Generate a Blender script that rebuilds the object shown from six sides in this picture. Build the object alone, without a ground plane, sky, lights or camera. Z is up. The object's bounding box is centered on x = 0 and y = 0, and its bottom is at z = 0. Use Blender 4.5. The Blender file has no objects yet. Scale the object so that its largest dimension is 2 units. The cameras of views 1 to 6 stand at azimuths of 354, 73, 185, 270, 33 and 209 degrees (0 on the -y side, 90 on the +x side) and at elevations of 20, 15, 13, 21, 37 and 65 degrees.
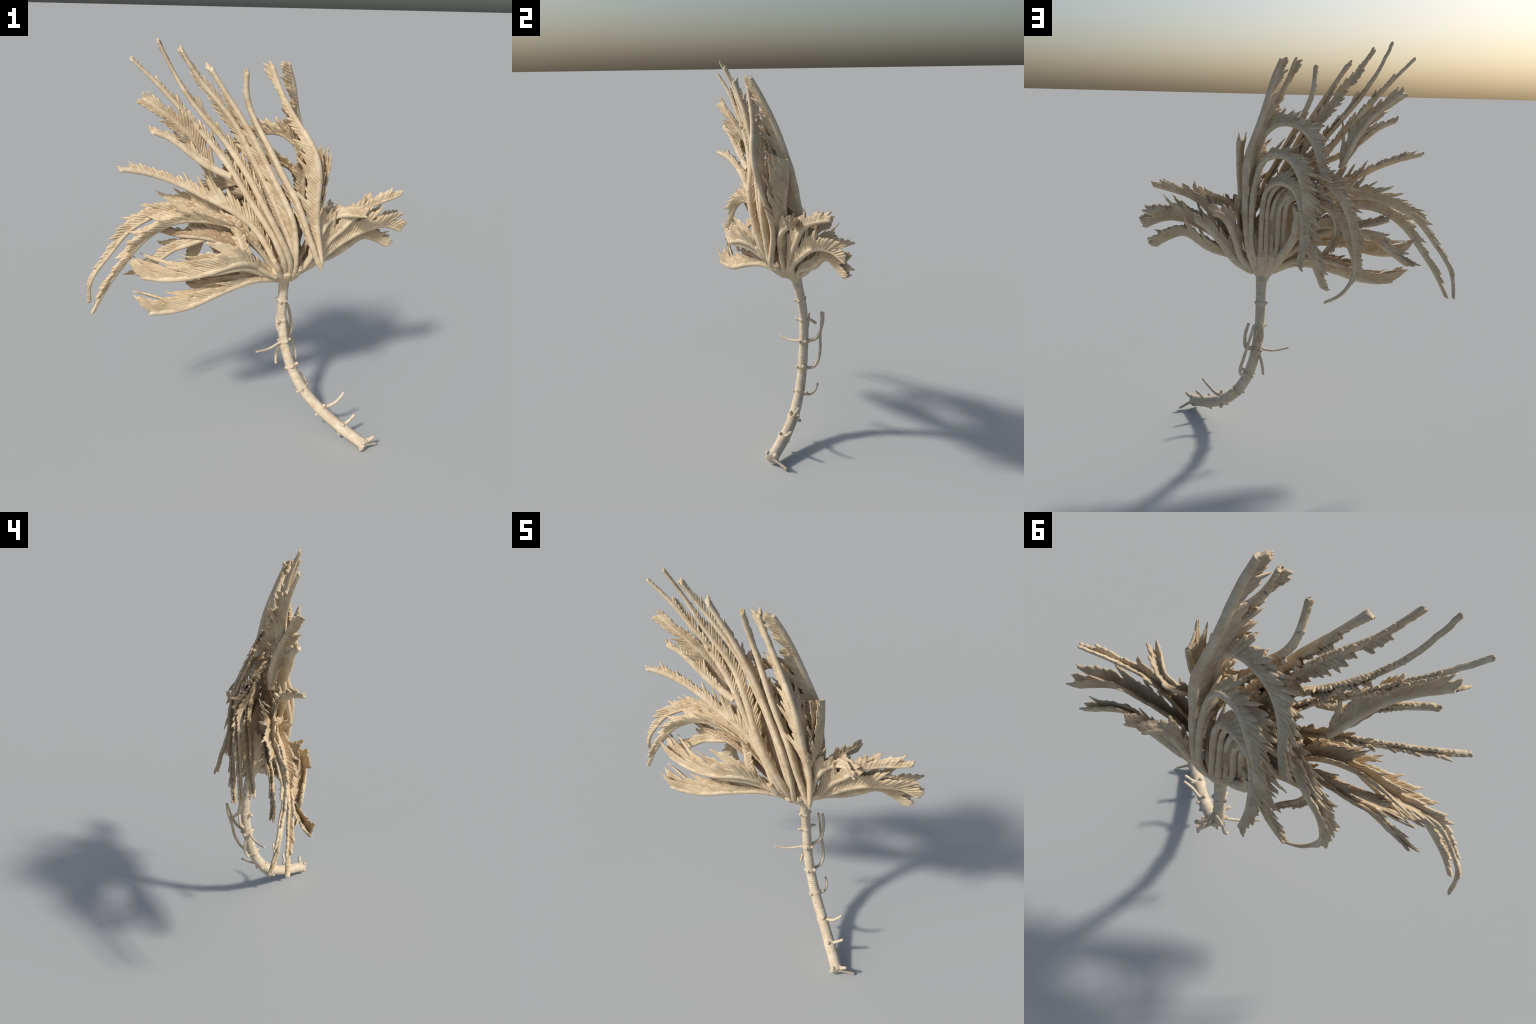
"""Stalked sea lily (crinoid) skeleton: jointed stem with whorls of cirri, a small
cup, and a crown of swept arms, each a ringed rod carrying two rows of pinnules."""
import bpy, math, random
import numpy as np
from mathutils import Vector, noise

# ------------------------------------------------------------------ materials
def bone_material(name, pale, mid, warm, grain=60.0, bump=0.25):
    m = bpy.data.materials.new(name)
    m.use_nodes = True
    nt = m.node_tree
    nt.nodes.clear()
    N, L = nt.nodes.new, nt.links.new
    out = N('ShaderNodeOutputMaterial')
    bs = N('ShaderNodeBsdfPrincipled')
    bs.inputs['Roughness'].default_value = 0.72
    bs.inputs['Specular IOR Level'].default_value = 0.3
    L(bs.outputs[0], out.inputs[0])
    tc = N('ShaderNodeTexCoord')
    n1 = N('ShaderNodeTexNoise')
    n1.inputs['Scale'].default_value = 9.0
    n1.inputs['Detail'].default_value = 5.0
    n1.inputs['Roughness'].default_value = 0.6
    L(tc.outputs['Object'], n1.inputs['Vector'])
    ramp = N('ShaderNodeValToRGB')
    e = ramp.color_ramp.elements
    e[0].position, e[0].color = 0.3, (*mid, 1)
    e[1].position, e[1].color = 0.68, (*pale, 1)
    L(n1.outputs['Fac'], ramp.inputs['Fac'])
    # ochre stains in soft patches
    n2 = N('ShaderNodeTexNoise')
    n2.inputs['Scale'].default_value = 26.0
    n2.inputs['Detail'].default_value = 4.0
    L(tc.outputs['Object'], n2.inputs['Vector'])
    r2 = N('ShaderNodeValToRGB')
    r2.color_ramp.elements[0].position = 0.5
    r2.color_ramp.elements[1].position = 0.78
    L(n2.outputs['Fac'], r2.inputs['Fac'])
    mix = N('ShaderNodeMix')
    mix.data_type = 'RGBA'
    L(r2.outputs['Color'], mix.inputs['Factor'])
    L(ramp.outputs['Color'], mix.inputs['A'])
    mix.inputs['B'].default_value = (*warm, 1)
    # fine grain in value
    n3 = N('ShaderNodeTexNoise')
    n3.inputs['Scale'].default_value = grain
    n3.inputs['Detail'].default_value = 6.0
    L(tc.outputs['Object'], n3.inputs['Vector'])
    mr = N('ShaderNodeMapRange')
    mr.inputs['From Min'].default_value = 0.3
    mr.inputs['From Max'].default_value = 0.7
    mr.inputs['To Min'].default_value = 0.9
    mr.inputs['To Max'].default_value = 1.06
    L(n3.outputs['Fac'], mr.inputs['Value'])
    mul = N('ShaderNodeMix')
    mul.data_type = 'RGBA'
    mul.blend_type = 'MULTIPLY'
    mul.inputs['Factor'].default_value = 1.0
    L(mix.outputs['Result'], mul.inputs['A'])
    L(mr.outputs['Result'], mul.inputs['B'])
    L(mul.outputs['Result'], bs.inputs['Base Color'])
    b = N('ShaderNodeBump')
    b.inputs['Strength'].default_value = bump
    b.inputs['Distance'].default_value = 0.004
    L(n3.outputs['Fac'], b.inputs['Height'])
    L(b.outputs['Normal'], bs.inputs['Normal'])
    return m

MAT_ROD = bone_material('arm_bone', (0.69, 0.58, 0.415), (0.565, 0.445, 0.295), (0.53, 0.395, 0.235))
MAT_PIN = bone_material('pinnule_bone', (0.635, 0.525, 0.36), (0.48, 0.365, 0.23), (0.46, 0.325, 0.18), 80)
MAT_INNER_SHADED = bone_material('inner_bone_shaded', (0.50, 0.375, 0.245), (0.40, 0.28, 0.175), (0.38, 0.25, 0.14), 80)  # darker, browner bone: recess shade inside the crown put into the colour
MAT_STEM = bone_material('stem_bone', (0.65, 0.565, 0.435), (0.53, 0.44, 0.315), (0.47, 0.37, 0.245))

# ------------------------------------------------------------------ helpers
def spline(points, step):
    """natural cubic spline through the points, resampled at equal steps"""
    P = np.array(points, float)
    n = len(P)
    k = np.r_[0, np.cumsum(np.linalg.norm(np.diff(P, axis=0), axis=1) ** 0.7)]
    h = np.diff(k)
    A = np.eye(n)
    B = np.zeros((n, 3))
    for i in range(1, n - 1):
        A[i, i - 1:i + 2] = [h[i - 1], 2 * (h[i - 1] + h[i]), h[i]]
        B[i] = 6 * ((P[i + 1] - P[i]) / h[i] - (P[i] - P[i - 1]) / h[i - 1])
    M = np.linalg.solve(A, B)
    t = np.linspace(0, k[-1], 600)
    i = np.clip(np.searchsorted(k, t, side='right') - 1, 0, n - 2)
    a = ((k[i + 1] - t) / h[i])[:, None]
    b = ((t - k[i]) / h[i])[:, None]
    hh = (h[i] ** 2)[:, None] / 6
    Q = a * P[i] + b * P[i + 1] + ((a ** 3 - a) * M[i] + (b ** 3 - b) * M[i + 1]) * hh
    s = np.r_[0, np.cumsum(np.linalg.norm(np.diff(Q, axis=0), axis=1))]
    m = max(6, int(s[-1] / step))
    u = np.linspace(0, s[-1], m)
    return np.stack([np.interp(u, s, Q[:, c]) for c in range(3)], 1), u

def unit(v):
    return v / (np.linalg.norm(v, axis=-1, keepdims=True) + 1e-12)

def frames(Q, hints):
    """tangent T, 'oral' direction O near the hints, binormal B"""
    T = unit(np.gradient(Q, axis=0))
    x = np.linspace(0, 1, len(Q))
    hx = [h[0] for h in hints]
    O = np.stack([np.interp(x, hx, [h[1][c] for h in hints]) for c in range(3)], 1)
    O = unit(O - (O * T).sum(1, keepdims=True) * T)
    return T, O, np.cross(T, O)

def new_object(name, verts, faces, mat, parent=None, smooth=True):
    me = bpy.data.meshes.new(name)
    me.from_pydata([tuple(v) for v in verts], [], faces)
    me.materials.append(mat)
    if smooth:
        me.polygons.foreach_set('use_smooth', [True] * len(me.polygons))
    me.update()
    ob = bpy.data.objects.new(name, me)
    bpy.context.scene.collection.objects.link(ob)
    ob.parent = parent
    return ob

def tube(Q, A, B, ra, rb, sides, v0=0, cap=True):
    """ring loft: centre line Q, axes A and B, radii ra and rb (arrays, or per ring and side)"""
    n = len(Q)
    ang = np.linspace(0, 2 * np.pi, sides, endpoint=False)
    ra = np.asarray(ra).reshape(n, -1)[:, :, None]
    rb = np.asarray(rb).reshape(n, -1)[:, :, None]
    V = Q[:, None] + A[:, None] * np.cos(ang)[None, :, None] * ra + B[:, None] * np.sin(ang)[None, :, None] * rb
    F = []
    for i in range(n - 1):
        for j in range(sides):
            k = (j + 1) % sides
            F.append((v0 + i * sides + j, v0 + i * sides + k, v0 + (i + 1) * sides + k, v0 + (i + 1) * sides + j))
    if cap:
        F.append(tuple(v0 + j for j in reversed(range(sides))))
        F.append(tuple(v0 + (n - 1) * sides + j for j in range(sides)))
    return V.reshape(-1, 3), F

def fnoise(p, f, seed=0.0):
    return noise.noise(Vector((p[0] * f + seed, p[1] * f - seed, p[2] * f + 0.37 * seed)))

# ------------------------------------------------------------------ the thing
lily = bpy.data.objects.new('sea_lily_skeleton', None)
lily.location = (0.575, -0.215, 0.0)
bpy.context.scene.collection.objects.link(lily)
lily['label'] = 'pale bony sea lily with feathery arms on a bent jointed stem'
lily['category'] = 'sea lily'
bpy.context.view_layer.update()
ROOT_INV = lily.matrix_world.inverted()

def adopt(ob, parent=lily):
    ob.parent = parent
    ob.matrix_parent_inverse = ROOT_INV

FREE_PINNULES = []      # long pinnules that stand apart: objects of their own

def free_pinnule(root, v, w, nrm, length, half_w, half_t, curl, rng, nseg=7):
    """one stand-alone pinnule: flattened tapering blade bending towards the arm tip"""
    t = np.linspace(0, 1, nseg + 1)
    wob = rng.uniform(-0.05, 0.05) * length
    Q = root + np.outer(t * length, v) + np.outer(curl * length * t ** 2, w) + np.outer(wob * np.sin(t * 3.0), nrm)
    tap = np.where(t < 0.5, 1.0, 1.0 - 0.82 * ((t - 0.5) / 0.5) ** 1.4)
    T = unit(np.gradient(Q, axis=0))
    N = unit(nrm - (T * nrm).sum(1, keepdims=True) * T)
    W = np.cross(N, T)
    return tube(Q, W, N, half_w * tap, half_t * (0.4 + 0.6 * tap), 8)

def blade_sheet(Q, T, O, B, r, s, side, env, spread, lean, spacing, rag, clump, over, slant, cup, finger, free, seed, rng, arm, nq=10):
    """one row of pinnules fused side by side into a ribbed sheet with a toothed edge.
    s runs from the arm tip; env(x) is the height of the sheet above the rod."""
    total = s[-1]
    npin = int(total / spacing) + 2
    jag, lead = np.ones(npin), np.zeros(npin, bool)
    deep = np.array([rng.uniform(0.35, 1.0) for _ in range(npin + 1)])     # furrow depth before each pinnule
    shift = np.array([rng.uniform(-0.22, 0.22) for _ in range(npin + 2)])  # uneven pinnule widths
    p = 0
    while p < npin:                       # teeth: clumps of pinnules, longest at the side of the arm tip
        size = rng.randint(*clump)
        scale = 1 - rag * rng.random() ** 1.6
        for k in range(size):
            if p + k < npin:
                jag[p + k] = scale * max(0.5, 1 - rng.uniform(0.5, 1.0) * k / (size + 2))
        lead[p] = True
        p += size
    step = spacing / 6.0
    S = np.arange(0.0, total, step)
    X = S / total
    lo = [np.stack([np.interp(S, s, M[:, c]) for c in range(3)], 1) for M in (Q, T, O, B)]
    q0, t0, o0, b0 = lo[0], unit(lo[1]), unit(lo[2]), unit(lo[3])
    rr = np.interp(S, s, r)
    H = np.interp(X, [e[0] for e in env], [e[1] for e in env])
    verts_top, verts_bot, keep = [], [], []
    u = np.linspace(0, 1, nq)
    for i in range(len(S)):
        h = H[i]
        if h < 0.004:
            keep.append(False)
            verts_top.append(np.zeros((nq, 3)))
            verts_bot.append(np.zeros((nq, 3)))
            continue
        keep.append(True)
        f = S[i] / spacing
        pi = int(f)
        fr = f - pi
        a0, a1 = shift[pi], 1 + shift[pi + 1]
        if fr < a0 and pi > 0:
            pi -= 1
            fr += 1
            a0, a1 = shift[pi], 1 + shift[pi + 1]
        elif fr > a1 and pi < npin - 2:
            pi += 1
            fr -= 1
            a0, a1 = shift[pi], 1 + shift[pi + 1]
        fr = min(1.0, max(0.0, (fr - a0) / (a1 - a0)))
        th = math.radians(lean + 6 * fnoise(q0[i], 9, seed + 2))
        st, ct = math.sin(th), math.cos(th)
        J = jag[pi] * (1 - finger * (2 * fr - 1) ** 2)
        J *= 1 + 0.16 * fnoise(q0[i], 7, seed + side)
        L = h * J / ct
        den = st - slant * ct
        if den > 0.05:
            L = min(L, (S[i] + over) / den)
        L = max(L, 0.008)
        ph0 = math.radians(spread + 14 * fnoise(q0[i], 5, seed * 1.7 + side))
        phi = ph0 - math.radians(cup) * u
        d = np.cos(phi)[:, None] * o0[i] + side * np.sin(phi)[:, None] * b0[i]
        v = ct * d - st * t0[i]
        n = unit(np.cross(d, t0[i]))
        base = q0[i] + d[0] * rr[i] * 0.15
        du = np.full(nq, L / (nq - 1))
        du[0] = 0
        P = base + np.cumsum(v * du[:, None], axis=0) - np.outer(0.10 * L * u ** 2, t0[i])
        # ribs: round-backed pinnules with furrows between them, plus lumps
        rib = abs(math.sin(math.pi * fr))
        grow = np.clip(u / 0.15, 0, 1)
        dp = 0.85 * (deep[pi] if fr < 0.5 else deep[pi + 1])
        half = (0.0084 - 0.0036 * u) * (1 - dp * (1 - rib ** 0.8) * grow)
        # the sheet grows out of the rod without a step
        half = half + np.maximum(0.80 * rr[i] - half, 0) * np.exp(-u * L / 0.016)
        half[-1] *= 0.45
        lump = 0.0045 * np.array([fnoise(x, 16, seed + 5.0) + 0.5 * fnoise(x, 40, seed) for x in P])
        verts_top.append(P + n * (half + lump)[:, None])
        verts_bot.append(P - n * (half - lump)[:, None])
        if lead[pi] and abs(fr - 0.5) < 0.11 and L > 0.03:
            k = int(0.45 * nq)
            more = L * rng.uniform(0.6, 0.88)
            if (0.45 * L + more) * st < S[i] + over:
                FREE_PINNULES.append((L * free * rng.uniform(0.6, 1), P[k], v[k], -t0[i], n[k], more, spacing * 0.36, rng.random(), arm))
    V = np.vstack([np.vstack(verts_top), np.vstack(verts_bot)])
    off = len(S) * nq
    F = []
    for i in range(len(S) - 1):
        if not (keep[i] and keep[i + 1]):
            continue
        for k in range(nq - 1):
            a0, a1 = i * nq + k, (i + 1) * nq + k
            F.append((a0, a1, a1 + 1, a0 + 1))
            F.append((off + a0 + 1, off + a1 + 1, off + a1, off + a0))
        a0, a1 = i * nq + nq - 1, (i + 1) * nq + nq - 1
        F.append((a0, a1, off + a1, off + a0))
        for e, first in ((i, i == 0 or not keep[i - 1]), (i + 1, i + 1 == len(S) - 1 or not keep[i + 2])):
            if first:
                for k in range(nq - 1):
                    g = e * nq + k
                    F.append((g, g + 1, off + g + 1, off + g))
    return V, F

def build_arm(points, env=None, spread=30, oral=(0, 0, 1), radius=0.0148, tip_radius=0.0085, seed=1, lean=50,
              rag=0.45, spacing=0.0185, clump=(2, 6), sides=(1, -1), over=0.01, slant=0.35, cup=12, finger=0.06, free=0.7,
              pinnules=True, pointed_base=False, inset=(0, 0, 0),
              inner=False, second_row=1.0):
    """points run from the tip of the arm to its base; env = [(position 0..1, sheet height in m), ...]"""
    rng = random.Random(seed)
    points = [tuple(np.array(p) + np.array(inset)) for p in points]
    Q, s = spline(points, 0.0034)
    hints = oral if isinstance(oral[0], tuple) else [(0, oral), (1, oral)]
    T, O, B = frames(Q, hints)
    x = s / s[-1]
    # --- rod of ossicles
    r = tip_radius + (radius - tip_radius) * np.clip(x / 0.5, 0, 1) ** 0.8
    joint = np.abs(np.sin(np.pi * s / 0.0125)) ** 0.6
    r = r * (0.97 + 0.04 * joint)
    r = r * np.array([1 + 0.10 * fnoise(q, 14, seed) + 0.05 * fnoise(q, 45, seed) for q in Q])
    if pointed_base:
        r = r * np.clip((1 - x) / 0.05 + 0.3, 0.3, 1)
    r[0] *= 0.62
    r[1] *= 0.9
    V, F = tube(Q, B, O, r * 0.95, r * 1.1, 12)
    for k in range(12):                              # broken, uneven end
        a = tip_radius * (0.55 * math.sin(2 * math.pi * k / 12 + seed) + rng.uniform(-0.5, 0.7))
        V[k] += -T[0] * a
        V[12 + k] += -T[0] * a * 0.6
    arm = new_object('arm', V, F, MAT_ROD)
    adopt(arm)
    if not pinnules:
        return arm
    vs, fs, c = [], [], 0
    for side in sides:
        k = second_row if side < 0 else 1.0
        V, F = blade_sheet(Q, T, O, B, r, s, side, [(e[0], e[1] * k) for e in env], spread, lean, spacing, rag, clump, over, slant, cup, finger, free, seed, rng, arm)
        vs.append(V)
        fs += [tuple(a + c for a in f) for f in F]
        c += len(V)
    ob = new_object('pinnule_rows', np.vstack(vs), fs, MAT_INNER_SHADED if inner else MAT_PIN, arm)
    drop_loose(ob.data)
    ob['kind'] = 'stuff'
    return arm

def drop_loose(me):
    import bmesh
    bm = bmesh.new()
    bm.from_mesh(me)
    bmesh.ops.delete(bm, geom=[v for v in bm.verts if not v.link_faces], context='VERTS')
    bmesh.ops.recalc_face_normals(bm, faces=bm.faces)
    bm.to_mesh(me)
    bm.free()

# ------------------------------------------------------------------ stem
STEM = [(0.176, 0.060, 0.855), (0.178, 0.068, 0.820), (0.177, 0.097, 0.681), (0.186, 0.103, 0.548), (0.208, 0.091, 0.424),
        (0.248, 0.067, 0.312), (0.305, 0.028, 0.218), (0.378, -0.027, 0.145), (0.460, -0.098, 0.091),
        (0.545, -0.180, 0.052), (0.585, -0.218, 0.036)]
NODES = [(0.171, 0.084, 0.724), (0.177, 0.105, 0.607), (0.194, 0.099, 0.488), (0.227, 0.072, 0.348),
         (0.292, 0.030, 0.235), (0.385, -0.040, 0.149), (0.482, -0.122, 0.090), (0.577, -0.212, 0.043)]

def build_stem():
    Q, s = spline(STEM, 0.0022)
    T, O, B = frames(Q, [(0, (0.3, -1, 0.2)), (1, (0.2, -0.6, 0.9))])
    n = len(Q)
    x = s / s[-1]
    base = np.interp(x, [0, 0.06, 0.2, 0.45, 0.7, 1.0], [0.030, 0.0252, 0.0242, 0.0266, 0.0290, 0.0306])
    sides = 30
    ang = np.linspace(0, 2 * np.pi, sides, endpoint=False)
    # columnals: rounded discs with grooves between them, strongest in the lower half
    groove = 1 - np.abs(np.sin(np.pi * s / 0.0115)) ** 0.5
    depth = np.interp(x, [0, 0.35, 0.6, 1], [0.04, 0.07, 0.13, 0.14])
    R = np.zeros((n, sides))
    for i in range(n):
        # five-lobed outline near the crown, with pits along the furrows
        lobe = np.interp(x[i], [0, 0.35, 0.55], [0.075, 0.06, 0.0])
        furrow = (0.5 + 0.5 * np.cos(5 * ang + 0.6)) ** 3
        pit = 0.5 + 0.5 * math.sin(2 * math.pi * s[i] / 0.0115)
        R[i] = base[i] * (1 - depth[i] * groove[i] - lobe * furrow * (0.6 + 0.9 * pit))
    for c in NODES:
        d = np.linalg.norm(Q - np.array(c), axis=1)
        j = int(d.argmin())
        R *= 1 + 0.15 * np.exp(-((s - s[j]) / 0.009) ** 2)[:, None]
    R *= np.array([1 + 0.035 * fnoise(q, 20) for q in Q])[:, None]
    R[-1] *= 0.9
    V, F = tube(Q, B, O, R, R, sides)
    ob = new_object('stem', V, F, MAT_STEM)
    adopt(ob)
    return ob, Q, T

stem, SQ, ST = build_stem()

CIRRI = [
    ([(0.038, 0.010, 0.470), (0.071, 0.030, 0.466), (0.104, 0.048, 0.465), (0.136, 0.067, 0.471), (0.180, 0.090, 0.488)], 0.0065),
    ([(0.157, 0.099, 0.351), (0.158, 0.118, 0.396), (0.168, 0.111, 0.437), (0.185, 0.090, 0.473)], 0.0085),
    ([(0.193, 0.202, 0.648), (0.211, 0.195, 0.581), (0.231, 0.182, 0.514), (0.250, 0.175, 0.449), (0.265, 0.157, 0.395),
      (0.262, 0.130, 0.356), (0.235, 0.080, 0.350)], 0.0085),
    ([(0.219, 0.203, 0.654), (0.236, 0.193, 0.599), (0.241, 0.177, 0.551), (0.238, 0.155, 0.513), (0.200, 0.105, 0.490)], 0.0095),
    ([(0.293, 0.145, 0.270), (0.317, 0.121, 0.246), (0.324, 0.089, 0.227), (0.300, 0.035, 0.235)], 0.0075),
    ([(0.499, -0.041, 0.249), (0.478, -0.046, 0.218), (0.454, -0.046, 0.191), (0.428, -0.039, 0.171), (0.390, -0.035, 0.155)], 0.0085),
    ([(0.548, -0.100, 0.148), (0.532, -0.104, 0.132), (0.517, -0.107, 0.116), (0.485, -0.118, 0.095)], 0.0085),
    ([(0.629, -0.208, 0.086), (0.613, -0.204, 0.071), (0.580, -0.210, 0.046)], 0.0095),
    ([(0.657, -0.161, 0.008), (0.630, -0.179, 0.020), (0.585, -0.208, 0.038)], 0.0085),
    ([(0.191, 0.173, 0.580), (0.193, 0.145, 0.602), (0.183, 0.105, 0.622)], 0.0090),
    ([(0.168, 0.140, 0.640), (0.160, 0.138, 0.600), (0.164, 0.130, 0.545), (0.182, 0.105, 0.520)], 0.0080),
]

def build_cirrus(points, radius, seed):
    Q, s = spline(points, 0.003)
    T, O, B = frames(Q, [(0, (0.31, 0.52, 0.17)), (1, (0.31, 0.52, 0.17))])
    x = s / s[-1]
    r = radius * (0.78 + 0.3 * x) * (0.95 + 0.08 * np.abs(np.sin(np.pi * s / 0.009)))
    r *= np.array([1 + 0.12 * fnoise(q, 30, seed) for q in Q])
    r[0] *= 0.55
    V, F = tube(Q, O, B, r, r, 10)
    ob = new_object('cirrus', V, F, MAT_STEM)
    ob.parent = stem
    return ob

for i, (pts, rad) in enumerate(CIRRI):
    build_cirrus(pts, rad, i)
# broken cirrus stumps: a whorl of five sockets at every node
rng = random.Random(5)
for ni, c in enumerate(NODES):
    j = int(np.linalg.norm(SQ - np.array(c), axis=1).argmin())
    t = ST[j]
    a = unit(np.cross(t, np.array((0.2, -1.0, 0.35))))
    b = np.cross(t, a)
    rad = 0.0250 + 0.0008 * ni
    for k in range(5):
        th = 2 * math.pi * k / 5 + 0.35 + 0.25 * ni
        if rng.random() < (0.6 if ni < 2 else 0.25):
            continue
        d = math.cos(th) * a + math.sin(th) * b
        L = rng.choice((0.008, 0.011, 0.015, 0.022)) * (0.6 if ni == 0 else 1)
        tip = SQ[j] + d * (rad + L) + t * rng.uniform(-0.006, 0.006)
        if tip[2] < 0.012:
            continue
        build_cirrus([tip, SQ[j] + d * (rad + L * 0.3), SQ[j] + d * rad * 0.5], 0.0102, 40 + ni * 5 + k)

# ------------------------------------------------------------------ cup
def build_cup():
    axis = [(0.177, 0.068, 0.822), (0.176, 0.066, 0.834), (0.174, 0.050, 0.862), (0.172, 0.033, 0.900),
            (0.172, 0.020, 0.936), (0.172, 0.012, 0.975), (0.172, 0.010, 1.010)]
    rx = [0.027, 0.034, 0.062, 0.090, 0.100, 0.085, 0.03]
    ry = [0.026, 0.032, 0.066, 0.094, 0.108, 0.095, 0.03]
    Q, s = spline(axis, 0.004)
    x = np.linspace(0, 1, len(Q))
    k = np.linspace(0, 1, len(rx))
    RX, RY = np.interp(x, k, rx), np.interp(x, k, ry)
    sides = 80
    ang = np.linspace(0, 2 * np.pi, sides, endpoint=False)
    wave = 1 - 0.13 * (0.5 + 0.5 * np.cos(10 * ang + 0.4))[None, :] ** 3 * np.clip((x - 0.12) / 0.3, 0, 1)[:, None]
    A = np.tile(np.array((1.0, 0, 0)), (len(Q), 1))
    B = np.tile(np.array((0, 0.97, 0.22)), (len(Q), 1))
    band = 1 + 0.012 * np.sin(s / 0.0028)
    V, F = tube(Q, A, B, RX[:, None] * wave * band[:, None], RY[:, None] * wave * band[:, None], sides)
    V = np.array([v + 0.004 * np.array(noise.noise_vector(Vector(v) * 22)) for v in V])
    ob = new_object('cup', V, F, MAT_ROD)
    adopt(ob)

def build_tegmen():
    """lumpy body wall closing the crown between the arm bases"""
    me_u, me_v = 40, 28
    V, F = [], []
    for i in range(me_v + 1):
        a = math.pi * i / me_v
        for j in range(me_u):
            b = 2 * math.pi * j / me_u
            d = np.array((math.sin(a) * math.cos(b), math.sin(a) * math.sin(b), math.cos(a)))
            p = np.array((0.075 + 0.060 * (1 - d[2]), 0.004 + 0.012 * (1 - d[2]), 1.08)) + d * np.array((0.095, 0.066, 0.17))
            V.append(p + d * (0.022 * fnoise(p, 13, 3) + 0.012 * fnoise(p, 30, 8)))
    for i in range(me_v):
        for j in range(me_u):
            k = (j + 1) % me_u
            F.append((i * me_u + j, i * me_u + k, (i + 1) * me_u + k, (i + 1) * me_u + j))
    ob = new_object('body_wall', V, F, MAT_INNER_SHADED)
    adopt(ob)

build_cup()
build_tegmen()

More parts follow.
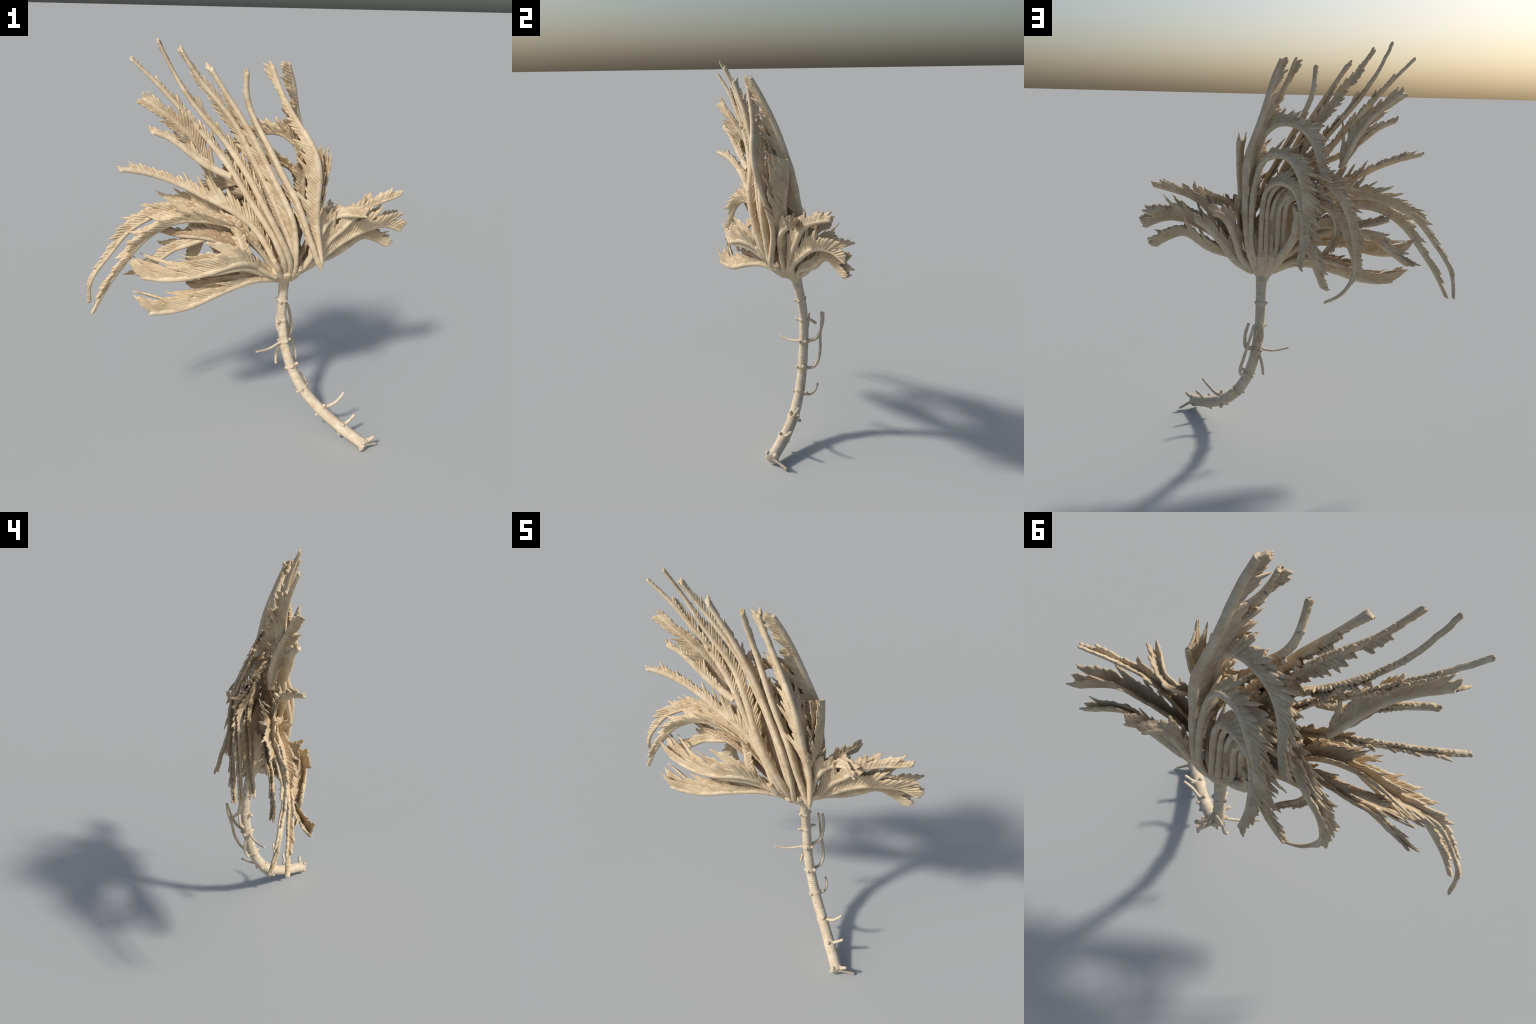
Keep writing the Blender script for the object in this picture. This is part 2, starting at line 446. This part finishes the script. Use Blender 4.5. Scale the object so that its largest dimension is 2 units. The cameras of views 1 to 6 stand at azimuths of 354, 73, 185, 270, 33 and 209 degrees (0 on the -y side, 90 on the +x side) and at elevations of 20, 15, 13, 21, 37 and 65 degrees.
# ------------------------------------------------------------------ arms (tip -> base)
def front_arms():
    build_arm([(-0.523, -0.177, 1.920), (-0.414, -0.139, 1.810), (-0.309, -0.118, 1.691), (-0.202, -0.106, 1.570),
               (-0.103, -0.115, 1.440), (-0.015, -0.132, 1.299), (0.076, -0.148, 1.159), (0.145, -0.120, 1.008), (0.170, -0.040, 0.90)],
              env=[(0, 0.005), (0.09, 0.009), (0.1, 0.022), (0.2, 0.044), (0.6, 0.05), (0.75, 0.055), (0.88, 0.0)],
              oral=(0.55, 0.9, 0.35), seed=11, rag=0.7, tip_radius=0.007, spread=20, inset=(0, 0.006, -0.002), finger=0.22, clump=(1, 4), free=1.25)
    build_arm([(-0.413, -0.192, 1.993), (-0.350, -0.140, 1.863), (-0.266, -0.115, 1.726), (-0.158, -0.095, 1.597),
               (-0.056, -0.117, 1.457), (0.030, -0.156, 1.307), (0.112, -0.155, 1.151), (0.178, -0.110, 0.993), (0.182, -0.040, 0.90)],
              env=[(0, 0.005), (0.14, 0.008), (0.16, 0.018), (0.24, 0.03), (0.27, 0.065), (0.33, 0.055), (0.5, 0.05), (0.75, 0.06), (0.88, 0.0)],
              oral=(0.4, 1, 0.1), seed=12, rag=0.75, tip_radius=0.006, spread=20, inset=(0, 0.006, -0.002), finger=0.22, clump=(1, 4), free=1.25)
    build_arm([(-0.321, -0.193, 1.959), (-0.248, -0.153, 1.844), (-0.159, -0.129, 1.736), (-0.074, -0.110, 1.620),
               (-0.005, -0.095, 1.482), (0.069, -0.095, 1.339), (0.133, -0.105, 1.190), (0.185, -0.100, 1.037), (0.190, -0.035, 0.90)],
              env=[(0, 0.014), (0.1, 0.03), (0.3, 0.05), (0.5, 0.06), (0.7, 0.09), (0.88, 0.02)],
              oral=(-0.2, 1, 0), spread=45, seed=13, rag=0.75, clump=(1, 3), lean=44, inset=(0, 0.006, -0.002), free=1.25)
    build_arm([(-0.198, -0.170, 1.884), (-0.115, -0.143, 1.754), (-0.031, -0.132, 1.623), (0.043, -0.127, 1.485),
               (0.113, -0.136, 1.348), (0.175, -0.139, 1.214), (0.201, -0.114, 1.073), (0.202, -0.069, 0.927), (0.195, -0.02, 0.88)],
              env=[(0, 0.034), (0.06, 0.03), (0.1, 0.018), (0.18, 0.04), (0.3, 0.05), (0.42, 0.08), (0.6, 0.095), (0.75, 0.09), (0.92, 0.02)],
              oral=(-0.55, 0.85, 0.1), spread=20, seed=14, tip_radius=0.011, lean=46, inset=(0, 0.006, -0.002))
    build_arm([(-0.044, -0.135, 1.865), (-0.038, -0.098, 1.759), (0.001, -0.093, 1.653), (0.061, -0.113, 1.542),
               (0.126, -0.128, 1.420), (0.195, -0.141, 1.293), (0.249, -0.144, 1.154), (0.304, -0.135, 1.011), (0.319, -0.134, 0.972)],
              env=[(0, 0.014), (0.2, 0.022), (0.35, 0.045), (0.6, 0.07), (0.8, 0.06), (0.93, 0.0)],
              oral=(-0.35, 0.9, 0.1), spread=24, seed=15, pointed_base=True, rag=0.6, tip_radius=0.012, inset=(0, 0.006, -0.002))
    build_arm([(0.058, -0.167, 1.895), (0.110, -0.161, 1.767), (0.182, -0.176, 1.651), (0.250, -0.197, 1.539),
               (0.280, -0.180, 1.412), (0.285, -0.138, 1.277), (0.300, -0.114, 1.140), (0.318, -0.132, 1.003), (0.321, -0.135, 0.968)],
              env=[(0, 0.04), (0.1, 0.03), (0.16, 0.02), (0.28, 0.04), (0.36, 0.07), (0.5, 0.09), (0.7, 0.09), (0.85, 0.05), (0.95, 0.0)],
              oral=(-0.75, 0.65, 0.05), spread=40, seed=16, pointed_base=True, tip_radius=0.012, lean=46, inset=(0, 0.006, -0.002))
    build_arm([(-0.585, -0.180, 1.462), (-0.493, -0.145, 1.442), (-0.393, -0.124, 1.407), (-0.289, -0.111, 1.357), (-0.188, -0.108, 1.303),
               (-0.091, -0.099, 1.247), (-0.004, -0.095, 1.175), (0.064, -0.102, 1.078), (0.115, -0.105, 0.975), (0.150, -0.05, 0.90)],
              env=[(0, 0.018), (0.06, 0.022), (0.1, 0.042), (0.2, 0.034), (0.4, 0.055), (0.5, 0.07), (0.7, 0.085), (0.85, 0.02)],
              oral=(0.35, 0.75, 0.85), spread=26, seed=17, finger=0.22, free=1.25, rag=0.6, tip_radius=0.011, inset=(0, 0.006, -0.002), clump=(1, 4))
    build_arm([(-0.447, -0.173, 1.624), (-0.386, -0.158, 1.599), (-0.327, -0.149, 1.560), (-0.270, -0.141, 1.510),
               (-0.204, -0.131, 1.463), (-0.109, -0.125, 1.415)],
              env=[(0, 0.02), (0.2, 0.025), (0.5, 0.055), (0.8, 0.03), (1, 0.012)],
              oral=(0.4, 0.85, 0.6), spread=20, seed=18, rag=0.6, tip_radius=0.012, inset=(0, 0.006, -0.002), finger=0.22, clump=(1, 4), free=1.25)
    build_arm([(-0.477, -0.163, 1.756), (-0.391, -0.141, 1.691), (-0.309, -0.108, 1.614), (-0.255, -0.075, 1.536),
               (-0.219, -0.058, 1.464), (-0.188, -0.056, 1.391)],
              env=[(0, 0.035), (0.3, 0.05), (0.6, 0.075), (0.9, 0.085), (1, 0.05)],
              oral=(0.2, -1, 0.2), spread=66, seed=19, rag=0.35, tip_radius=0.012, lean=55)
    build_arm([(-0.092, -0.090, 1.225), (-0.078, -0.089, 1.161), (-0.062, -0.094, 1.108), (-0.042, -0.106, 1.057), (0.02, -0.09, 0.975), (0.12, -0.04, 0.90)],
              env=[(0, 0.038), (0.5, 0.032), (0.7, 0.012)], oral=(0.2, 1, 0), spread=80, seed=20, rag=0.1, lean=22, slant=0.9, over=0.02, finger=0.0)
    # arm folded up inside the crown
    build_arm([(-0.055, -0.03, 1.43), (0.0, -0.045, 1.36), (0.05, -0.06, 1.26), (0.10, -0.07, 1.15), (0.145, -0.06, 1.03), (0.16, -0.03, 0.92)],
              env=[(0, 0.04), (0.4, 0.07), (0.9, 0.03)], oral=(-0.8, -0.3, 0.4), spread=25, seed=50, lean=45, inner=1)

def left_arms():
    build_arm([(-0.515, -0.147, 0.957), (-0.392, -0.164, 0.947), (-0.277, -0.184, 0.967), (-0.174, -0.192, 0.997),
               (-0.082, -0.169, 1.017), (-0.007, -0.120, 0.999), (0.055, -0.060, 0.944), (0.135, 0.0, 0.875)],
              env=[(0, 0.085), (0.3, 0.085), (0.6, 0.09), (0.75, 0.05), (0.88, 0.0)],
              oral=(-0.1, 0.22, 1), spread=28, seed=21, rag=0.12, clump=(5, 9), spacing=0.0185, free=0.5, lean=54, slant=0.45, over=0.022, tip_radius=0.013, second_row=1.45)
    build_arm([(-0.477, -0.194, 0.797), (-0.391, -0.177, 0.793), (-0.305, -0.161, 0.806), (-0.222, -0.143, 0.834),
               (-0.138, -0.120, 0.863), (-0.054, -0.094, 0.886), (0.030, -0.060, 0.895), (0.140, 0.0, 0.870)],
              env=[(0, 0.10), (0.22, 0.095), (0.4, 0.075), (0.65, 0.06), (0.85, 0.03), (0.95, 0.0)],
              oral=(-0.1, 0.25, 1), spread=28, seed=22, rag=0.15, clump=(5, 9), spacing=0.0185, free=0.5, lean=52, slant=0.45, over=0.022, tip_radius=0.013, second_row=1.3)
    build_arm([(-0.21, -0.185, 0.972), (-0.13, -0.175, 0.985), (-0.05, -0.135, 0.982), (0.02, -0.08, 0.945), (0.13, 0.0, 0.872)],
              env=[(0, 0.03), (0.6, 0.04), (0.8, 0)], oral=(0, 0.2, 1), seed=23)
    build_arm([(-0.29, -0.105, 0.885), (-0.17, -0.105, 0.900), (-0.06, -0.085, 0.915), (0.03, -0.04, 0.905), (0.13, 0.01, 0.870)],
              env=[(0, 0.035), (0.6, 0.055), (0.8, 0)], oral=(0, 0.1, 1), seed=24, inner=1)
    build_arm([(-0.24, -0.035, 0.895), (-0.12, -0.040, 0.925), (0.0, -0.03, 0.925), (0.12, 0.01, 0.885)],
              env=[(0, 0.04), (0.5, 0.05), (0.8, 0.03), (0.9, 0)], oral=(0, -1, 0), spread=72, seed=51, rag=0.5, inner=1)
    build_arm([(-0.748, -0.077, 0.755), (-0.683, -0.091, 0.879), (-0.603, -0.101, 0.996), (-0.521, -0.103, 1.097), (-0.433, -0.093, 1.165),
               (-0.336, -0.081, 1.199), (-0.229, -0.074, 1.198), (-0.115, -0.075, 1.175), (-0.01, -0.07, 1.10), (0.07, -0.05, 1.0), (0.14, 0, 0.89)],
              env=[(0, 0.012), (0.12, 0.025), (0.25, 0.045), (0.4, 0.06), (0.6, 0.08), (0.8, 0.06), (0.9, 0)],
              oral=(-0.5, -0.3, 0.9), spread=32, seed=25, finger=0.10, free=1.1, rag=0.35, tip_radius=0.008, clump=(3, 6), radius=0.0135)
    build_arm([(-0.772, -0.010, 0.777), (-0.763, -0.042, 0.876), (-0.719, -0.064, 0.965), (-0.657, -0.082, 1.049), (-0.593, -0.079, 1.130),
               (-0.511, -0.059, 1.189), (-0.416, -0.048, 1.230), (-0.311, -0.050, 1.253), (-0.20, -0.045, 1.235), (-0.10, -0.03, 1.17), (0.0, 0.0, 1.07), (0.10, 0.02, 0.95)],
              env=[(0, 0.01), (0.1, 0.018), (0.25, 0.03), (0.4, 0.055), (0.55, 0.08), (0.7, 0.085), (0.85, 0.05), (0.93, 0.0)],
              oral=[(0, (-0.5, 0.2, 0.8)), (0.6, (-0.3, 0.1, 0.9)), (1, (0.3, 0, 1))], spread=34, seed=26, finger=0.10, free=1.1, rag=0.4, tip_radius=0.007, clump=(3, 6), radius=0.0135)
    build_arm([(-0.537, -0.034, 0.922), (-0.478, -0.038, 0.963), (-0.423, -0.039, 1.007), (-0.367, -0.037, 1.045), (-0.305, -0.032, 1.066),
               (-0.20, -0.025, 1.10), (-0.08, -0.01, 1.10), (0.03, 0.02, 1.03), (0.12, 0.04, 0.92)],
              env=[(0, 0.045), (0.3, 0.06), (0.5, 0.075), (0.8, 0.05), (0.9, 0)],
              oral=(-0.4, 0.2, 0.9), spread=22, seed=27, finger=0.10, free=1.1, rag=0.5, slant=0.6, over=0.03, clump=(3, 6), radius=0.0135)
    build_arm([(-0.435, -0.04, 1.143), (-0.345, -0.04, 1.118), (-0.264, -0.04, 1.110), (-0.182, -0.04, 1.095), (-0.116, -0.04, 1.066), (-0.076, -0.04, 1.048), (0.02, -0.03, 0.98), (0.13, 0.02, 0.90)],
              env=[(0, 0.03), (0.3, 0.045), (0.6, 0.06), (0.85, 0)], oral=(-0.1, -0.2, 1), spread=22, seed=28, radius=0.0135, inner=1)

def back_arms():
    build_arm([(0.122, -0.152, 1.911), (0.160, -0.099, 1.799), (0.188, -0.049, 1.682), (0.226, -0.012, 1.556), (0.265, 0.019, 1.423),
               (0.267, 0.050, 1.276), (0.257, 0.090, 1.140), (0.240, 0.112, 1.02), (0.215, 0.10, 0.93), (0.19, 0.075, 0.87)],
              env=[(0, 0.02), (0.04, 0.055), (0.14, 0.05), (0.175, 0.028), (0.22, 0.06), (0.32, 0.09), (0.6, 0.10), (0.8, 0.05), (0.9, 0)],
              oral=[(0, (-0.9, -0.45, 0)), (0.3, (-0.5, -0.9, 0)), (1, (-0.4, -0.9, 0))], spread=16, seed=31, rag=0.3, tip_radius=0.013, radius=0.018, inset=(0, -0.010, -0.003))
    build_arm([(-0.116, 0.122, 1.352), (-0.090, 0.087, 1.419), (-0.070, 0.052, 1.482), (-0.041, 0.022, 1.533), (-0.004, -0.002, 1.570), (0.041, -0.020, 1.593),
               (0.089, -0.035, 1.601), (0.141, -0.047, 1.585), (0.19, -0.058, 1.54), (0.222, -0.055, 1.44), (0.235, -0.03, 1.30), (0.232, 0.02, 1.13), (0.210, 0.08, 1.04), (0.20, 0.085, 0.93)],
              env=[(0, 0.04), (0.1, 0.05), (0.3, 0.07), (0.45, 0.07), (0.6, 0.045), (0.8, 0.02)],
              oral=[(0, (-0.9, 0.1, 0.5)), (0.35, (-0.5, -0.4, 0.8)), (0.5, (0.0, -0.4, 0.8)), (0.62, (-1, 0.0, 0)), (1, (-1, -0.2, 0))],
              spread=18, seed=32, finger=0.28, free=1.3, clump=(1, 4), lean=44, rag=0.3, radius=0.0135, inset=(0, -0.004, -0.001))
    build_arm([(-0.126, 0.147, 0.834), (-0.067, 0.147, 0.990), (-0.033, 0.140, 1.141), (-0.023, 0.127, 1.280), (0.012, 0.099, 1.384), (0.065, 0.058, 1.440),
               (0.132, 0.027, 1.446), (0.192, 0.020, 1.409), (0.219, 0.040, 1.323), (0.229, 0.056, 1.263), (0.231, 0.08, 1.184), (0.230, 0.101, 1.105), (0.224, 0.115, 1.02), (0.20, 0.095, 0.92)],
              env=[(0, 0.03), (0.08, 0.055), (0.25, 0.07), (0.45, 0.08), (0.6, 0.075), (0.75, 0.04), (0.85, 0)],
              oral=[(0, (-1, 0.2, 0.1)), (0.4, (-0.8, 0, 0.6)), (0.5, (-0.25, -0.8, 0.6)), (0.62, (0.0, -1.0, 0.3)), (0.7, (-0.3, -1, 0)), (1, (-0.3, -1, 0))],
              spread=18, seed=33, finger=0.28, free=1.3, clump=(1, 4), lean=44, rag=0.3, radius=0.0135, inset=(0, -0.004, -0.001))
    build_arm([(-0.009, 0.228, 0.958), (-0.024, 0.191, 1.058), (-0.019, 0.154, 1.152), (-0.002, 0.119, 1.232), (0.026, 0.092, 1.291), (0.072, 0.075, 1.319),
               (0.120, 0.060, 1.317), (0.162, 0.052, 1.281), (0.180, 0.070, 1.190), (0.182, 0.09, 1.084), (0.181, 0.106, 0.98), (0.178, 0.085, 0.89)],
              env=[(0, 0.03), (0.1, 0.04), (0.3, 0.06), (0.5, 0.075), (0.68, 0.035), (0.8, 0)],
              oral=[(0, (-1, -0.15, 0.1)), (0.4, (-0.7, -0.4, 0.6)), (0.5, (-0.5, -0.75, 0.5)), (0.65, (0.0, -1.0, 0.1)), (1, (-0.3, -1, 0))],
              spread=18, seed=34, finger=0.28, free=1.3, clump=(1, 4), lean=44, rag=0.3, radius=0.0135, inset=(0, -0.004, -0.001))
    # inner arches half hidden behind the outer ones
    build_arm([(-0.272, 0.050, 0.940), (-0.262, 0.055, 0.980), (-0.249, 0.060, 1.014), (-0.208, 0.060, 1.117), (-0.154, 0.060, 1.203), (-0.09, 0.055, 1.262), (-0.02, 0.045, 1.298), (0.04, 0.035, 1.298), (0.092, 0.035, 1.268),
               (0.124, 0.046, 1.214), (0.135, 0.058, 1.148), (0.134, 0.071, 1.077), (0.133, 0.087, 1.004), (0.155, 0.08, 0.91)],
              env=[(0, 0.05), (0.3, 0.065), (0.6, 0.05), (0.75, 0.0)],
              oral=[(0, (-1, 0.3, 0.3)), (0.5, (0, 0.2, 1)), (0.7, (0, -1, 0.4)), (1, (0, -1, 0))], spread=22, seed=35, finger=0.28, free=1.3, clump=(1, 4), lean=44, over=0.04, slant=0.8, rag=0.3, radius=0.0135, inset=(0, -0.004, -0.001))
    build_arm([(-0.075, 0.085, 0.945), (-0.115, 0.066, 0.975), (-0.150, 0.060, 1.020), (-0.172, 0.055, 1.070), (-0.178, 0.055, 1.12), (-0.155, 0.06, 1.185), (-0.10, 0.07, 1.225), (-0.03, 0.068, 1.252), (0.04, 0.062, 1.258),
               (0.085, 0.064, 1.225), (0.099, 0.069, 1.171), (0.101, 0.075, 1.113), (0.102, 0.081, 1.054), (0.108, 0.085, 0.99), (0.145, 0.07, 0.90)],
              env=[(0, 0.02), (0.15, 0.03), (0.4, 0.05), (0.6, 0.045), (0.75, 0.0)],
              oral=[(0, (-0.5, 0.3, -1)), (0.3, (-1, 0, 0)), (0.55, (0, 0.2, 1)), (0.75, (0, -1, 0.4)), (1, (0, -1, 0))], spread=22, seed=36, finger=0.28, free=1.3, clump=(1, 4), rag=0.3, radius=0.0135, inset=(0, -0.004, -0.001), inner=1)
    build_arm([(-0.139, 0.134, 0.758), (-0.208, 0.129, 0.793), (-0.256, 0.117, 0.850), (-0.280, 0.110, 0.926), (-0.276, 0.108, 1.012), (-0.260, 0.107, 1.100), (-0.235, 0.110, 1.180),
               (-0.201, 0.107, 1.248), (-0.158, 0.086, 1.300), (-0.105, 0.05, 1.338), (-0.04, 0.03, 1.355), (0.04, 0.03, 1.345), (0.11, 0.038, 1.305), (0.150, 0.046, 1.24),
               (0.158, 0.068, 1.149), (0.157, 0.088, 1.059), (0.156, 0.105, 0.969), (0.168, 0.08, 0.88)],
              env=[(0, 0), (0.1, 0.0), (0.13, 0.016), (0.22, 0.042), (0.35, 0.06), (0.5, 0.08), (0.65, 0.05), (0.78, 0.03), (0.85, 0)],
              oral=[(0, (0.2, 0, -1)), (0.12, (-0.7, 0, -0.7)), (0.25, (-1, 0.1, 0.1)), (0.5, (-0.6, 0.1, 0.9)), (0.64, (0.1, 0, 1)), (0.76, (0.2, -1, 0)), (1, (0.2, -1, 0))],
              spread=20, seed=37, finger=0.28, free=1.3, clump=(1, 4), lean=44, rag=0.3, tip_radius=0.007, radius=0.0135, inset=(0, -0.004, -0.001))
    build_arm([(0.003, 0.129, 1.207), (0.006, 0.125, 1.135), (0.027, 0.115, 1.056), (0.067, 0.100, 0.991), (0.112, 0.080, 0.926), (0.15, 0.06, 0.88)],
              env=[(0, 0.03), (0.4, 0.03), (0.6, 0.0)], oral=(0.7, -0.5, 0.3), spread=25, seed=38, radius=0.021, tip_radius=0.018, inset=(0, -0.004, -0.001))

def back_stub():
    build_arm([(-0.02, 0.055, 1.262), (0.02, 0.07, 1.255), (0.053, 0.072, 1.232), (0.068, 0.067, 1.187), (0.075, 0.062, 1.132), (0.078, 0.062, 1.076), (0.085, 0.065, 1.0), (0.13, 0.06, 0.92)],
              env=[(0, 0.03), (0.3, 0.04), (0.5, 0.0)], oral=[(0, (0, -0.3, 1)), (0.4, (0.3, -1, 0)), (1, (0, -1, 0))], spread=25, seed=39, tip_radius=0.012, inset=(0, -0.004, -0.001))

def right_arms():
    build_arm([(0.527, -0.104, 1.225), (0.481, -0.064, 1.217), (0.434, -0.038, 1.209), (0.386, -0.037, 1.194), (0.347, -0.059, 1.168),
               (0.318, -0.075, 1.120), (0.29, -0.06, 1.02), (0.23, -0.02, 0.91)],
              env=[(0, 0.05), (0.2, 0.05), (0.35, 0.075), (0.6, 0.08), (0.8, 0.02)],
              oral=(-0.2, 0.4, 1), spread=30, seed=41, lean=40, rag=0.4, tip_radius=0.013)
    build_arm([(0.727, 0.035, 1.287), (0.664, 0.018, 1.270), (0.600, 0.005, 1.252), (0.541, -0.010, 1.227), (0.482, -0.021, 1.184), (0.429, -0.022, 1.128),
               (0.374, -0.020, 1.073), (0.320, -0.025, 0.992), (0.23, 0.01, 0.90)],
              env=[(0, 0.025), (0.1, 0.05), (0.4, 0.06), (0.6, 0.09), (0.8, 0.07), (0.92, 0)],
              oral=(-0.2, 0.15, 1), spread=28, seed=42, finger=0.10, free=1.1, lean=38, rag=0.45, tip_radius=0.010, clump=(3, 6))
    build_arm([(0.760, 0.092, 1.087), (0.728, 0.081, 1.104), (0.676, 0.061, 1.123), (0.622, 0.037, 1.126), (0.558, 0.024, 1.112), (0.490, 0.015, 1.082),
               (0.412, 0.005, 1.035), (0.328, -0.01, 0.970), (0.23, 0.03, 0.89)],
              env=[(0, 0.055), (0.1, 0.08), (0.3, 0.095), (0.6, 0.085), (0.8, 0.06), (0.92, 0)],
              oral=(0.2, 0.1, 1), spread=30, seed=43, finger=0.10, free=1.1, rag=0.35, slant=0.0, tip_radius=0.011, over=0.0, clump=(3, 6))
    build_arm([(0.704, 0.116, 0.998), (0.658, 0.103, 1.029), (0.609, 0.092, 1.051), (0.560, 0.079, 1.059), (0.516, 0.069, 1.037), (0.468, 0.066, 1.002),
               (0.412, 0.053, 0.973), (0.330, 0.035, 0.945), (0.22, 0.05, 0.88)],
              env=[(0, 0.03), (0.1, 0.055), (0.4, 0.065), (0.7, 0.06), (0.9, 0)],
              oral=(0.1, 0.25, 1), spread=26, seed=44, finger=0.10, free=1.1, rag=0.4, slant=0.0, tip_radius=0.011, clump=(3, 6))
    build_arm([(0.410, 0.160, 1.185), (0.379, 0.123, 1.169), (0.347, 0.104, 1.136), (0.322, 0.095, 1.084), (0.301, 0.089, 1.019), (0.275, 0.075, 0.942), (0.21, 0.06, 0.88)],
              env=[(0, 0.03), (0.3, 0.06), (0.7, 0.05), (0.85, 0)], oral=(-0.2, -0.6, 0.6), spread=25, seed=45, tip_radius=0.017, radius=0.018)
    build_arm([(0.491, 0.144, 1.143), (0.455, 0.119, 1.115), (0.418, 0.108, 1.079), (0.382, 0.099, 1.036), (0.347, 0.090, 0.989), (0.313, 0.078, 0.938), (0.22, 0.06, 0.88)],
              env=[(0, 0.03), (0.3, 0.06), (0.7, 0.05), (0.85, 0)], oral=(-0.2, -0.4, 0.9), spread=25, seed=46, tip_radius=0.017, radius=0.018)
    # fan turned towards +x
    build_arm([(0.309, -0.03, 1.51), (0.315, -0.040, 1.40), (0.310, -0.050, 1.29), (0.295, -0.045, 1.18), (0.265, -0.02, 1.06), (0.225, 0.01, 0.94)],
              env=[(0, 0.06), (0.06, 0.115), (0.35, 0.12), (0.55, 0.10), (0.75, 0.06), (0.95, 0.01)],
              oral=(-0.12, -1, 0), spread=14, seed=47, lean=54, rag=0.35, slant=0.1, over=0.0, free=0.2)
    # short broken stubs at the front of the cup
    build_arm([(0.095, -0.131, 1.020), (0.112, -0.115, 0.985), (0.14, -0.06, 0.92)], seed=48, pinnules=False, oral=(0, 1, 0), tip_radius=0.012)
    build_arm([(0.235, -0.073, 0.958), (0.225, -0.055, 0.935), (0.20, -0.01, 0.89)], seed=49, pinnules=False, oral=(0, 1, 0), tip_radius=0.016, radius=0.018)

front_arms()
left_arms()
back_arms()
back_stub()
right_arms()

# pinnules that stick out of the sheets one by one
FREE_PINNULES.sort(key=lambda c: -c[0])
for L, root, v, w, nrm, length, half_w, u, arm in FREE_PINNULES[:290]:
    V, F = free_pinnule(root, v, w, nrm, length, half_w, 0.0042, 0.05 + 0.12 * u, random.Random(int(u * 1e6)))
    new_object('pinnule', V, F, MAT_PIN, arm)
